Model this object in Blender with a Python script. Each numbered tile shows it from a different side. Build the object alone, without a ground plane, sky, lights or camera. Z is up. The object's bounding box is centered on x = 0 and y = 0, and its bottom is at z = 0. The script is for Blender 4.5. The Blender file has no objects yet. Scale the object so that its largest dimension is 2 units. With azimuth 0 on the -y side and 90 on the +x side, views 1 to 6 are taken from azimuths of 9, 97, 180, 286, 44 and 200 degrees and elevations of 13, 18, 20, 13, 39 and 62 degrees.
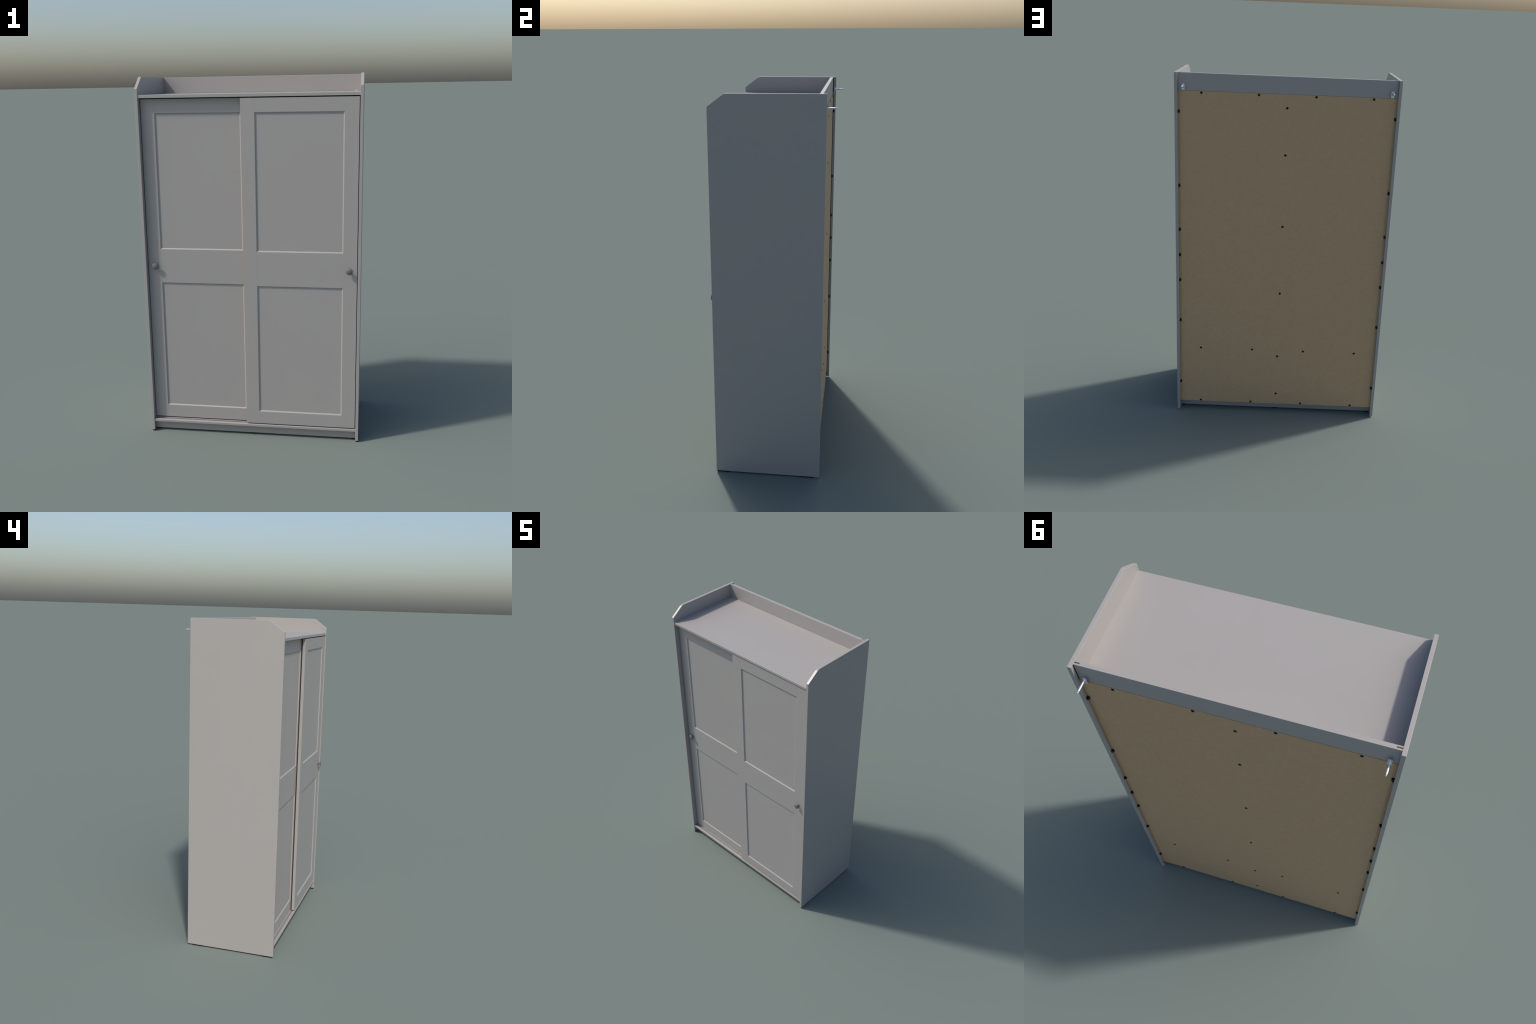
"""Two-door sliding wardrobe with a raised top edge, hardboard back and wall bolts."""
import bpy, bmesh, math
from mathutils import Vector

# ------------------------------------------------------------------ sizes (m)
HALF_W = 0.593            # outer half width
T = 0.0161                # board thickness
INNER = HALF_W - T        # inner face of the sides
Y_FRONT, Y_REAR = -0.294, 0.259
Z_TOP = 2.0
FOOT_H = 0.0056
Y_BOARD = -0.2905         # front edge of top / bottom boards
Z_BOTTOM_BOARD = 0.072    # upper face of the bottom board
Z_TOP_BOARD = 1.9067      # upper face of the top board
Y_HARD = 0.2395           # front face of the hardboard
HARD_T = 0.0030

# ------------------------------------------------------------------ materials


def new_material(name):
    mat = bpy.data.materials.new(name)
    mat.use_nodes = True
    nt = mat.node_tree
    return mat, nt, nt.nodes["Principled BSDF"]


def mottled(name, dark, light, scale, rough, bump=0.0, bump_scale=None, spec=0.5, metal=0.0,
            detail=4.0):
    """Base colour wandering softly between two tones, with an optional fine bump."""
    mat, nt, bsdf = new_material(name)
    coord = nt.nodes.new("ShaderNodeTexCoord")
    noise = nt.nodes.new("ShaderNodeTexNoise")
    noise.inputs["Scale"].default_value = scale
    noise.inputs["Detail"].default_value = detail
    noise.inputs["Roughness"].default_value = 0.6
    ramp = nt.nodes.new("ShaderNodeValToRGB")
    ramp.color_ramp.elements[0].position = 0.3
    ramp.color_ramp.elements[1].position = 0.7
    ramp.color_ramp.elements[0].color = (*dark, 1)
    ramp.color_ramp.elements[1].color = (*light, 1)
    nt.links.new(coord.outputs["Object"], noise.inputs["Vector"])
    nt.links.new(noise.outputs["Fac"], ramp.inputs["Fac"])
    nt.links.new(ramp.outputs["Color"], bsdf.inputs["Base Color"])
    bsdf.inputs["Roughness"].default_value = rough
    bsdf.inputs["Metallic"].default_value = metal
    bsdf.inputs["Specular IOR Level"].default_value = spec
    if bump:
        fine = nt.nodes.new("ShaderNodeTexNoise")
        fine.inputs["Scale"].default_value = bump_scale or scale * 4
        fine.inputs["Detail"].default_value = 3.0
        node = nt.nodes.new("ShaderNodeBump")
        node.inputs["Strength"].default_value = bump
        node.inputs["Distance"].default_value = 0.001
        nt.links.new(coord.outputs["Object"], fine.inputs["Vector"])
        nt.links.new(fine.outputs["Fac"], node.inputs["Height"])
        nt.links.new(node.outputs["Normal"], bsdf.inputs["Normal"])
    return mat


def grey(v, warm=0.0):
    return (v * (1 + warm), v, v * (1 - warm))


PAINT = mottled("grey_white_foil", (0.359, 0.336, 0.319), (0.366, 0.342, 0.325), 3.0, 0.39,
                bump=0.01, bump_scale=700)
DOOR_PAINT = mottled("grey_white_lacquer", (0.362, 0.343, 0.328), (0.367, 0.348, 0.333), 3.0, 0.39,
                     bump=0.01, bump_scale=700)
CORE = mottled("raw_board_core", (0.105, 0.060, 0.030), (0.150, 0.086, 0.044), 120, 0.9)
HARDBOARD = mottled("hardboard", (0.507, 0.340, 0.192), (0.557, 0.374, 0.213), 55, 0.75,
                    bump=0.10, bump_scale=260, spec=0.35, detail=8.0)
BLACK = mottled("black_plastic", (0.004, 0.004, 0.004), (0.007, 0.007, 0.007), 60, 0.6, spec=0.25)
STEEL = mottled("zinc_plated_steel", (0.72, 0.74, 0.76), (0.80, 0.82, 0.84), 90, 0.5, metal=1.0)
GROOVE_GREY = mottled("dark_groove_grey", (0.205, 0.195, 0.200), (0.220, 0.210, 0.214), 30, 0.5)
KNOB = mottled("grey_knob_plastic", (0.138, 0.137, 0.136), (0.145, 0.144, 0.142), 40, 0.62)

# ------------------------------------------------------------------ builders
ROOT = bpy.data.objects.new("sliding_door_wardrobe", None)
bpy.context.scene.collection.objects.link(ROOT)
ROOT["label"] = "tall light grey wardrobe with two panelled sliding doors"
ROOT["category"] = "wardrobe"


def add(name, mesh, parent=ROOT, loc=(0, 0, 0), **props):
    ob = bpy.data.objects.new(name, mesh)
    bpy.context.scene.collection.objects.link(ob)
    ob.parent = parent
    ob.location = loc
    for k, v in props.items():
        ob[k] = v
    return ob


def to_mesh(bm, name, mats, smooth=False):
    bmesh.ops.recalc_face_normals(bm, faces=bm.faces)
    me = bpy.data.meshes.new(name)
    bm.to_mesh(me)
    bm.free()
    for m in mats:
        me.materials.append(m)
    if smooth:
        me.polygons.foreach_set("use_smooth", [True] * len(me.polygons))
    return me


def bevel_all(bm, width, segments=2):
    edges = [e for e in bm.edges if len(e.link_faces) == 2 and e.calc_face_angle() > 0.6]
    bmesh.ops.bevel(bm, geom=edges, offset=width, segments=segments, profile=0.5, affect='EDGES')


def bm_prism(bm, outline, axis, lo, hi):
    """Extrude a 2D outline along an axis. Outline gives the two other coordinates in x, y, z order."""
    def point(p, t):
        c = list(p)
        c.insert(axis, t)
        return c
    a = [bm.verts.new(point(p, lo)) for p in outline]
    b = [bm.verts.new(point(p, hi)) for p in outline]
    n = len(outline)
    bm.faces.new(a)
    bm.faces.new(b)
    for i in range(n):
        bm.faces.new((a[i], a[(i + 1) % n], b[(i + 1) % n], b[i]))


def bm_box(bm, x0, x1, y0, y1, z0, z1):
    bm_prism(bm, [(x0, y0), (x1, y0), (x1, y1), (x0, y1)], 2, z0, z1)


def box(name, x0, x1, y0, y1, z0, z1, mat=None, bevel=0.0008, parent=ROOT):
    bm = bmesh.new()
    bm_box(bm, x0, x1, y0, y1, z0, z1)
    bmesh.ops.recalc_face_normals(bm, faces=bm.faces)
    if bevel:
        bevel_all(bm, bevel)
    return add(name, to_mesh(bm, name, [mat or PAINT]), parent)


def lathe(name, profile, mat, steps=32):
    """Turn a (radius, distance) profile about the y axis; distances run along y."""
    bm = bmesh.new()
    rings = []
    for r, y in profile:
        if r < 1e-6:
            rings.append([bm.verts.new((0, y, 0))])
        else:
            rings.append([bm.verts.new((r * math.cos(2 * math.pi * i / steps), y,
                                        r * math.sin(2 * math.pi * i / steps))) for i in range(steps)])
    for a, b in zip(rings, rings[1:]):
        for i in range(steps):
            j = (i + 1) % steps
            if len(a) == 1:
                bm.faces.new((a[0], b[i], b[j]))
            elif len(b) == 1:
                bm.faces.new((a[i], a[j], b[0]))
            else:
                bm.faces.new((a[i], a[j], b[j], b[i]))
    for ring in (rings[0], rings[-1]):
        if len(ring) > 1:
            bm.faces.new(ring)
    bmesh.ops.recalc_face_normals(bm, faces=bm.faces)
    for e in bm.edges:
        if len(e.link_faces) == 2 and e.calc_face_angle() > 0.7:
            e.smooth = False
    return to_mesh(bm, name, [mat], smooth=True)


def cut(ob, cutter_mesh):
    """Apply an exact boolean difference; the cutter's material lines the cut."""
    tool = bpy.data.objects.new("cutter", cutter_mesh)
    bpy.context.scene.collection.objects.link(tool)
    mod = ob.modifiers.new("cut", 'BOOLEAN')
    mod.operation = 'DIFFERENCE'
    mod.solver = 'EXACT'
    mod.material_mode = 'TRANSFER'
    mod.object = tool
    bpy.context.view_layer.update()
    dg = bpy.context.evaluated_depsgraph_get()
    me = bpy.data.meshes.new_from_object(ob.evaluated_get(dg))
    ob.modifiers.clear()
    ob.data = me
    bpy.data.objects.remove(tool)


# ------------------------------------------------------------------ side panels
# outline in (y, z): square back corner, sloping front shoulder with a rounded top


def side_outline():
    slope_lo = Vector((Y_FRONT, 1.9385))
    slope_dir = Vector((0.0747, 0.0545)).normalized()
    corner = slope_lo + slope_dir * ((Z_TOP - slope_lo.y) / slope_dir.y)
    reach = 0.0135                                 # tangent length of the rounding
    p0, p2 = corner - slope_dir * reach, corner + Vector((reach, 0))
    arc = []
    for i in range(9):
        t = i / 8
        arc.append(p0 * (1 - t) ** 2 + corner * 2 * t * (1 - t) + p2 * t * t)
    pts = [(Y_REAR, FOOT_H), (Y_FRONT, FOOT_H), tuple(slope_lo)]
    pts += [tuple(p) for p in arc] + [(Y_REAR, Z_TOP)]
    return pts


for sgn in (-1, 1):
    bm = bmesh.new()
    lo, hi = sorted((sgn * INNER, sgn * HALF_W))
    bm_prism(bm, side_outline(), 0, lo, hi)
    bmesh.ops.recalc_face_normals(bm, faces=bm.faces)
    rim = [e for e in bm.edges if e.calc_face_angle() > 0.4]
    bmesh.ops.bevel(bm, geom=rim, offset=0.0010, segments=2, profile=0.5, affect='EDGES')
    side = add("side_panel", to_mesh(bm, "side_panel", [PAINT, CORE]))
    gm = bmesh.new()
    a, b = sorted((sgn * (INNER - 0.01), sgn * (INNER + 0.008)))
    bm_box(gm, a, b, Y_HARD - 0.0002, Y_HARD + HARD_T + 0.0030, -0.05, 1.9975)
    cut(side, to_mesh(gm, "groove", [CORE]))

# ------------------------------------------------------------------ fixed boards
EDGE = INNER - 0.0003


def long_board(name, y0, y1, z0, z1, front_round):
    """Board spanning between the sides (housed 0.5 mm in them), its front edges rounded."""
    bm = bmesh.new()
    bm_box(bm, -INNER - 0.0005, INNER + 0.0005, y0, y1, z0, z1)
    bmesh.ops.recalc_face_normals(bm, faces=bm.faces)
    front = [e for e in bm.edges if all(abs(v.co.y - y0) < 1e-6 for v in e.verts)
             and abs(e.verts[0].co.x - e.verts[1].co.x) > 1]
    bmesh.ops.bevel(bm, geom=front, offset=front_round, segments=4, profile=0.5, affect='EDGES')
    return add(name, to_mesh(bm, name, [PAINT]))


long_board("top_panel", Y_BOARD, Y_HARD - 0.0002, Z_TOP_BOARD - 0.0168, Z_TOP_BOARD, 0.0012)

bottom = long_board("bottom_panel", Y_BOARD, Y_HARD - 0.0002, Z_BOTTOM_BOARD - T, Z_BOTTOM_BOARD, 0.0030)
for y0, y1 in ((-0.2777, -0.2660), (-0.2497, -0.2380)):     # door tracks
    gm = bmesh.new()
    bm_box(gm, -0.7, 0.7, y0, y1, Z_BOTTOM_BOARD - 0.0035, Z_BOTTOM_BOARD + 0.01)
    cut(bottom, to_mesh(gm, "track_groove", [GROOVE_GREY]))

# raised board along the rear of the top, with a groove in both ends
RAIL_Y0, RAIL_Y1 = 0.2235, 0.2413
g0, g1, gx = 0.2296, 0.2348, 0.5562
RAIL_OUTLINE = [(-EDGE, RAIL_Y0), (EDGE, RAIL_Y0), (EDGE, g0), (gx, g0), (gx, g1), (EDGE, g1),
                (EDGE, RAIL_Y1), (-EDGE, RAIL_Y1), (-EDGE, g1), (-gx, g1), (-gx, g0), (-EDGE, g0)]
bm = bmesh.new()
bm_prism(bm, RAIL_OUTLINE, 2, Z_TOP_BOARD + 0.0008, 1.9987)
bmesh.ops.recalc_face_normals(bm, faces=bm.faces)
for f in bm.faces:
    c = f.calc_center_median()
    if g0 - 1e-4 < c.y < g1 + 1e-4 and abs(f.normal.z) < 0.5 and abs(c.x) < EDGE - 1e-4 and abs(c.x) > 0.5:
        f.material_index = 1
long_edges = [e for e in bm.edges if abs(e.verts[0].co.x - e.verts[1].co.x) > 1.0]
bmesh.ops.bevel(bm, geom=long_edges, offset=0.0008, segments=2, profile=0.5, affect='EDGES')
rail_board = add("back_rail", to_mesh(bm, "back_rail", [PAINT, CORE]))
for sgn in (-1, 1):
    a, b = sorted((sgn * (gx + 0.0002), sgn * EDGE))
    box("groove_key", a, b, g0 + 0.0002, g1 - 0.0002, Z_TOP_BOARD + 0.002, 1.9972, CORE, bevel=0,
        parent=rail_board)

# plinths under the bottom board
box("plinth", -EDGE, EDGE, -0.262, -0.262 + T, FOOT_H, Z_BOTTOM_BOARD - T - 0.0003)
box("plinth", -EDGE, EDGE, 0.202 - T, 0.202, FOOT_H, Z_BOTTOM_BOARD - T - 0.0003)

# inner divider and shelves behind the doors
box("divider", -T / 2, T / 2, -0.232, Y_HARD - 0.0003, Z_BOTTOM_BOARD + 0.0003, Z_TOP_BOARD - 0.0172)
for sgn in (-1, 1):
    a, b = sorted((sgn * (T / 2 + 0.0005), sgn * (INNER - 0.0005)))
    box("shelf", a, b, -0.21, Y_HARD - 0.0003, 0.4155 - T / 2, 0.4155 + T / 2)

# ------------------------------------------------------------------ hardboard back
# cross-section in (x, y), two fine V scores along each long edge, extruded upwards
HX = INNER + 0.0070
y0, y1 = Y_HARD, Y_HARD + HARD_T
outline = [(-HX, y0), (HX, y0), (HX, y1)]
scores = [0.5722, 0.5662]
for s in scores:
    outline += [(s + 0.0008, y1), (s, y1 - 0.0014), (s - 0.0008, y1)]
for s in reversed(scores):
    outline += [(-s + 0.0008, y1), (-s, y1 - 0.0014), (-s - 0.0008, y1)]
outline += [(-HX, y1)]
bm = bmesh.new()
bm_prism(bm, outline, 2, 0.0563, Z_TOP_BOARD + 0.0003)
add("back_panel", to_mesh(bm, "back_panel", [HARDBOARD]))

# nail heads: top row, bottom row, shelf row and the column into the divider
NAIL = lathe("nail_head", [(0.0, 0.0022), (0.0038, 0.0020), (0.0058, 0.0014), (0.0066, 0.0004), (0.0066, -0.001)],
             BLACK, 24)
nails = [(x, z) for z in (1.8986, 0.4155, 0.0637) for x in (-0.4525, -0.1508, 0.1508, 0.4525)]
nails += [(0.0, z) for z in (1.836, 1.5843, 1.1821, 0.7798, 0.3775, 0.1260)]
for x, z in nails:
    add("nail_head", NAIL, loc=(x, y1, z))

# wedge clips that press the hardboard against its groove
bm = bmesh.new()
bm_prism(bm, [(0.0, 0.0), (-0.0102, 0.0), (-0.0102, 0.0028), (-0.0070, 0.0082), (-0.0020, 0.0106), (0.0, 0.0106)],
         2, -0.0076, 0.0076)
bmesh.ops.recalc_face_normals(bm, faces=bm.faces)
bevel_all(bm, 0.0007, 1)
WEDGE_R = to_mesh(bm, "wedge_clip", [BLACK])
bm = bmesh.new()
bm_prism(bm, [(0.0, 0.0), (0.0102, 0.0), (0.0102, 0.0028), (0.0070, 0.0082), (0.0020, 0.0106), (0.0, 0.0106)],
         2, -0.0076, 0.0076)
bmesh.ops.recalc_face_normals(bm, faces=bm.faces)
bevel_all(bm, 0.0007, 1)
WEDGE_L = to_mesh(bm, "wedge_clip", [BLACK])
for z in (1.7988, 1.3970, 1.1458, 0.9950, 0.8438, 0.5922, 0.1902):
    add("wedge_clip", WEDGE_R, loc=(INNER - 0.0002, y1 + 0.0001, z))
    add("wedge_clip", WEDGE_L, loc=(-INNER + 0.0002, y1 + 0.0001, z))

# ------------------------------------------------------------------ sliding doors
DOOR_T = 0.0186
DOOR_Z0, DOOR_Z1 = 0.0785, 1.8848
DOOR_W = 0.6078
STILE = 0.0730
RAIL_Z = [(DOOR_Z0, 0.1508), (0.8868, 1.0762), (1.8123, DOOR_Z1)]
BEV_W, BEV_D = 0.0060, 0.0057          # sloped moulding round each sunken panel
GAP = 0.0001
KNOB_PROFILE = [(0.0, 0.0), (0.0096, 0.0), (0.0098, -0.0010), (0.0084, -0.0030), (0.0066, -0.0058),
                (0.0056, -0.0090), (0.0054, -0.0120), (0.0066, -0.0136), (0.0110, -0.0144), (0.0156, -0.0150),
                (0.0173, -0.0158), (0.0178, -0.0168), (0.0176, -0.0178), (0.0164, -0.0192), (0.0142, -0.0206),
                (0.0112, -0.0219), (0.0078, -0.0228), (0.0040, -0.0233), (0.0, -0.0235)]
KNOB_MESH = lathe("knob", KNOB_PROFILE, KNOB, 40)


def sunken_panel(door, x0, x1, z0, z1, y):
    """A tray: front rim level with the frame, four mitred slopes, flat sunken field."""
    bm = bmesh.new()
    back = y + 0.0095
    def ring(inset, yy):
        return [bm.verts.new(p) for p in ((x0 + inset, yy, z0 + inset), (x1 - inset, yy, z0 + inset),
                                          (x1 - inset, yy, z1 - inset), (x0 + inset, yy, z1 - inset))]
    rear, rim, foot = ring(0, back), ring(0, y + 0.0002), ring(BEV_W, y + BEV_D)
    bm.faces.new(rear)
    bm.faces.new(foot)
    for a, b in ((rear, rim), (rim, foot)):
        for i in range(4):
            j = (i + 1) % 4
            bm.faces.new((a[i], a[j], b[j], b[i]))
    add("door_panel", to_mesh(bm, "door_panel", [DOOR_PAINT]), door)


def sliding_door(x0, y, knob_x, rail_set):
    x1 = x0 + DOOR_W
    in0, in1 = x0 + STILE, x1 - STILE
    door = box("sliding_door", in0 + GAP, in1 - GAP, y + 0.0097, y + DOOR_T, DOOR_Z0, DOOR_Z1, DOOR_PAINT, bevel=0.0004)
    for a, b in ((x0, in0), (in1, x1)):
        box("stile", a, b, y, y + DOOR_T, DOOR_Z0, DOOR_Z1, DOOR_PAINT, bevel=0.0003 if rail_set == 0 else 0.0005, parent=door)
    for z0, z1 in RAIL_Z:
        box("rail", in0 + GAP, in1 - GAP, y + rail_set, y + 0.0095, z0, z1, DOOR_PAINT, bevel=0.0001, parent=door)
    for (a, lo), (hi, b) in zip(RAIL_Z, RAIL_Z[1:]):
        sunken_panel(door, in0 + GAP, in1 - GAP, lo + GAP, hi - GAP, y)
    add("knob", KNOB_MESH, door, (knob_x, y, 0.982))


sliding_door(-0.0348, -0.2876, 0.5325, 0.0)       # front track
sliding_door(-0.0345 - 0.5393, -0.2600, -0.5325, 0.0004)   # rear track

# door stops: small screw heads in the front of both sides
STOP = lathe("door_stop", [(0.0, 0.0), (0.0032, 0.0), (0.0032, -0.0010), (0.0020, -0.0018), (0.0, -0.0020)], STEEL, 16)
for sgn in (-1, 1):
    for z in (1.798, 0.2145):
        stop = add("door_stop", STOP, loc=(sgn * INNER, -0.2765, z))
        stop.rotation_euler = (0, 0, -sgn * math.pi / 2)

# ------------------------------------------------------------------ wall fixing
BOLT = lathe("wall_bolt", [(0.0, 0.0), (0.0066, 0.0), (0.0066, 0.0016), (0.0056, 0.0042), (0.0042, 0.0066),
                           (0.0044, 0.0180), (0.0047, 0.0240), (0.0047, 0.0380), (0.0044, 0.0480), (0.0035, 0.0505),
                           (0.0016, 0.0515), (0.0014, 0.0572), (0.0, 0.0580)], STEEL, 24)
for sgn in (-1, 1):
    bx = sgn * 0.5468
    bm = bmesh.new()
    # upright tongue with a round top, behind the rail
    w, top = 0.0080, 1.9440
    tongue = [(bx - w, 1.9100), (bx + w, 1.9100)]
    tongue += [(bx + w * math.cos(math.pi * i / 12), top - w * 0.6 + w * 0.6 * math.sin(math.pi * i / 12))
               for i in range(13)]
    bm_prism(bm, tongue, 1, 0.2515, 0.2531)
    bracket = add("wall_bracket", to_mesh(bm, "wall_bracket", [STEEL]))
    gm = bmesh.new()
    bmesh.ops.create_cone(gm, cap_ends=True, segments=20, radius1=0.0028, radius2=0.0028, depth=0.02)
    bmesh.ops.rotate(gm, verts=gm.verts, matrix=__import__("mathutils").Matrix.Rotation(math.pi / 2, 3, 'X'))
    bmesh.ops.translate(gm, verts=gm.verts, vec=(bx, 0.252, 1.9235))
    cut(bracket, to_mesh(gm, "hole", [BLACK]))
    # flat foot of the bracket on the top board
    bm = bmesh.new()
    bm_box(bm, bx - 0.0060, bx + 0.0060, 0.180, 0.2232, Z_TOP_BOARD + 0.0001, Z_TOP_BOARD + 0.0016)
    bmesh.ops.recalc_face_normals(bm, faces=bm.faces)
    bevel_all(bm, 0.0005, 1)
    add("bracket_foot", to_mesh(bm, "bracket_foot", [STEEL]), bracket)
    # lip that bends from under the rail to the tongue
    bm = bmesh.new()
    bm_box(bm, bx - w + 0.0004, bx + w - 0.0004, RAIL_Y1 + 0.0002, 0.2514, 1.9100, 1.9114)
    add("bracket_lip", to_mesh(bm, "bracket_lip", [STEEL]), bracket)
    head = add("screw_head", STOP, bracket, (bx, 0.2140, Z_TOP_BOARD + 0.0016))
    head.rotation_euler = (-math.pi / 2, 0, 0)
    add("wall_bolt", BOLT, bracket, (bx, 0.2530, 1.9325))

# ------------------------------------------------------------------ feet
def foot(x0, x1, y0, y1):
    box("foot_pad", x0, x1, y0, y1, 0.0, FOOT_H - 0.0002, BLACK, bevel=0.0005)


for sgn in (-1, 1):
    a, b = sorted((sgn * (INNER + 0.0015), sgn * (HALF_W - 0.0015)))
    foot(a, b, -0.291, -0.224)
    foot(a, b, 0.158, 0.230)
    a, b = sorted((sgn * 0.552, sgn * (INNER - 0.001)))
    foot(a, b, -0.2605, -0.2475)
    foot(a, b, 0.1875, 0.2005)
foot(-0.018, 0.018, -0.2605, -0.2475)
foot(-0.018, 0.018, 0.1875, 0.2005)
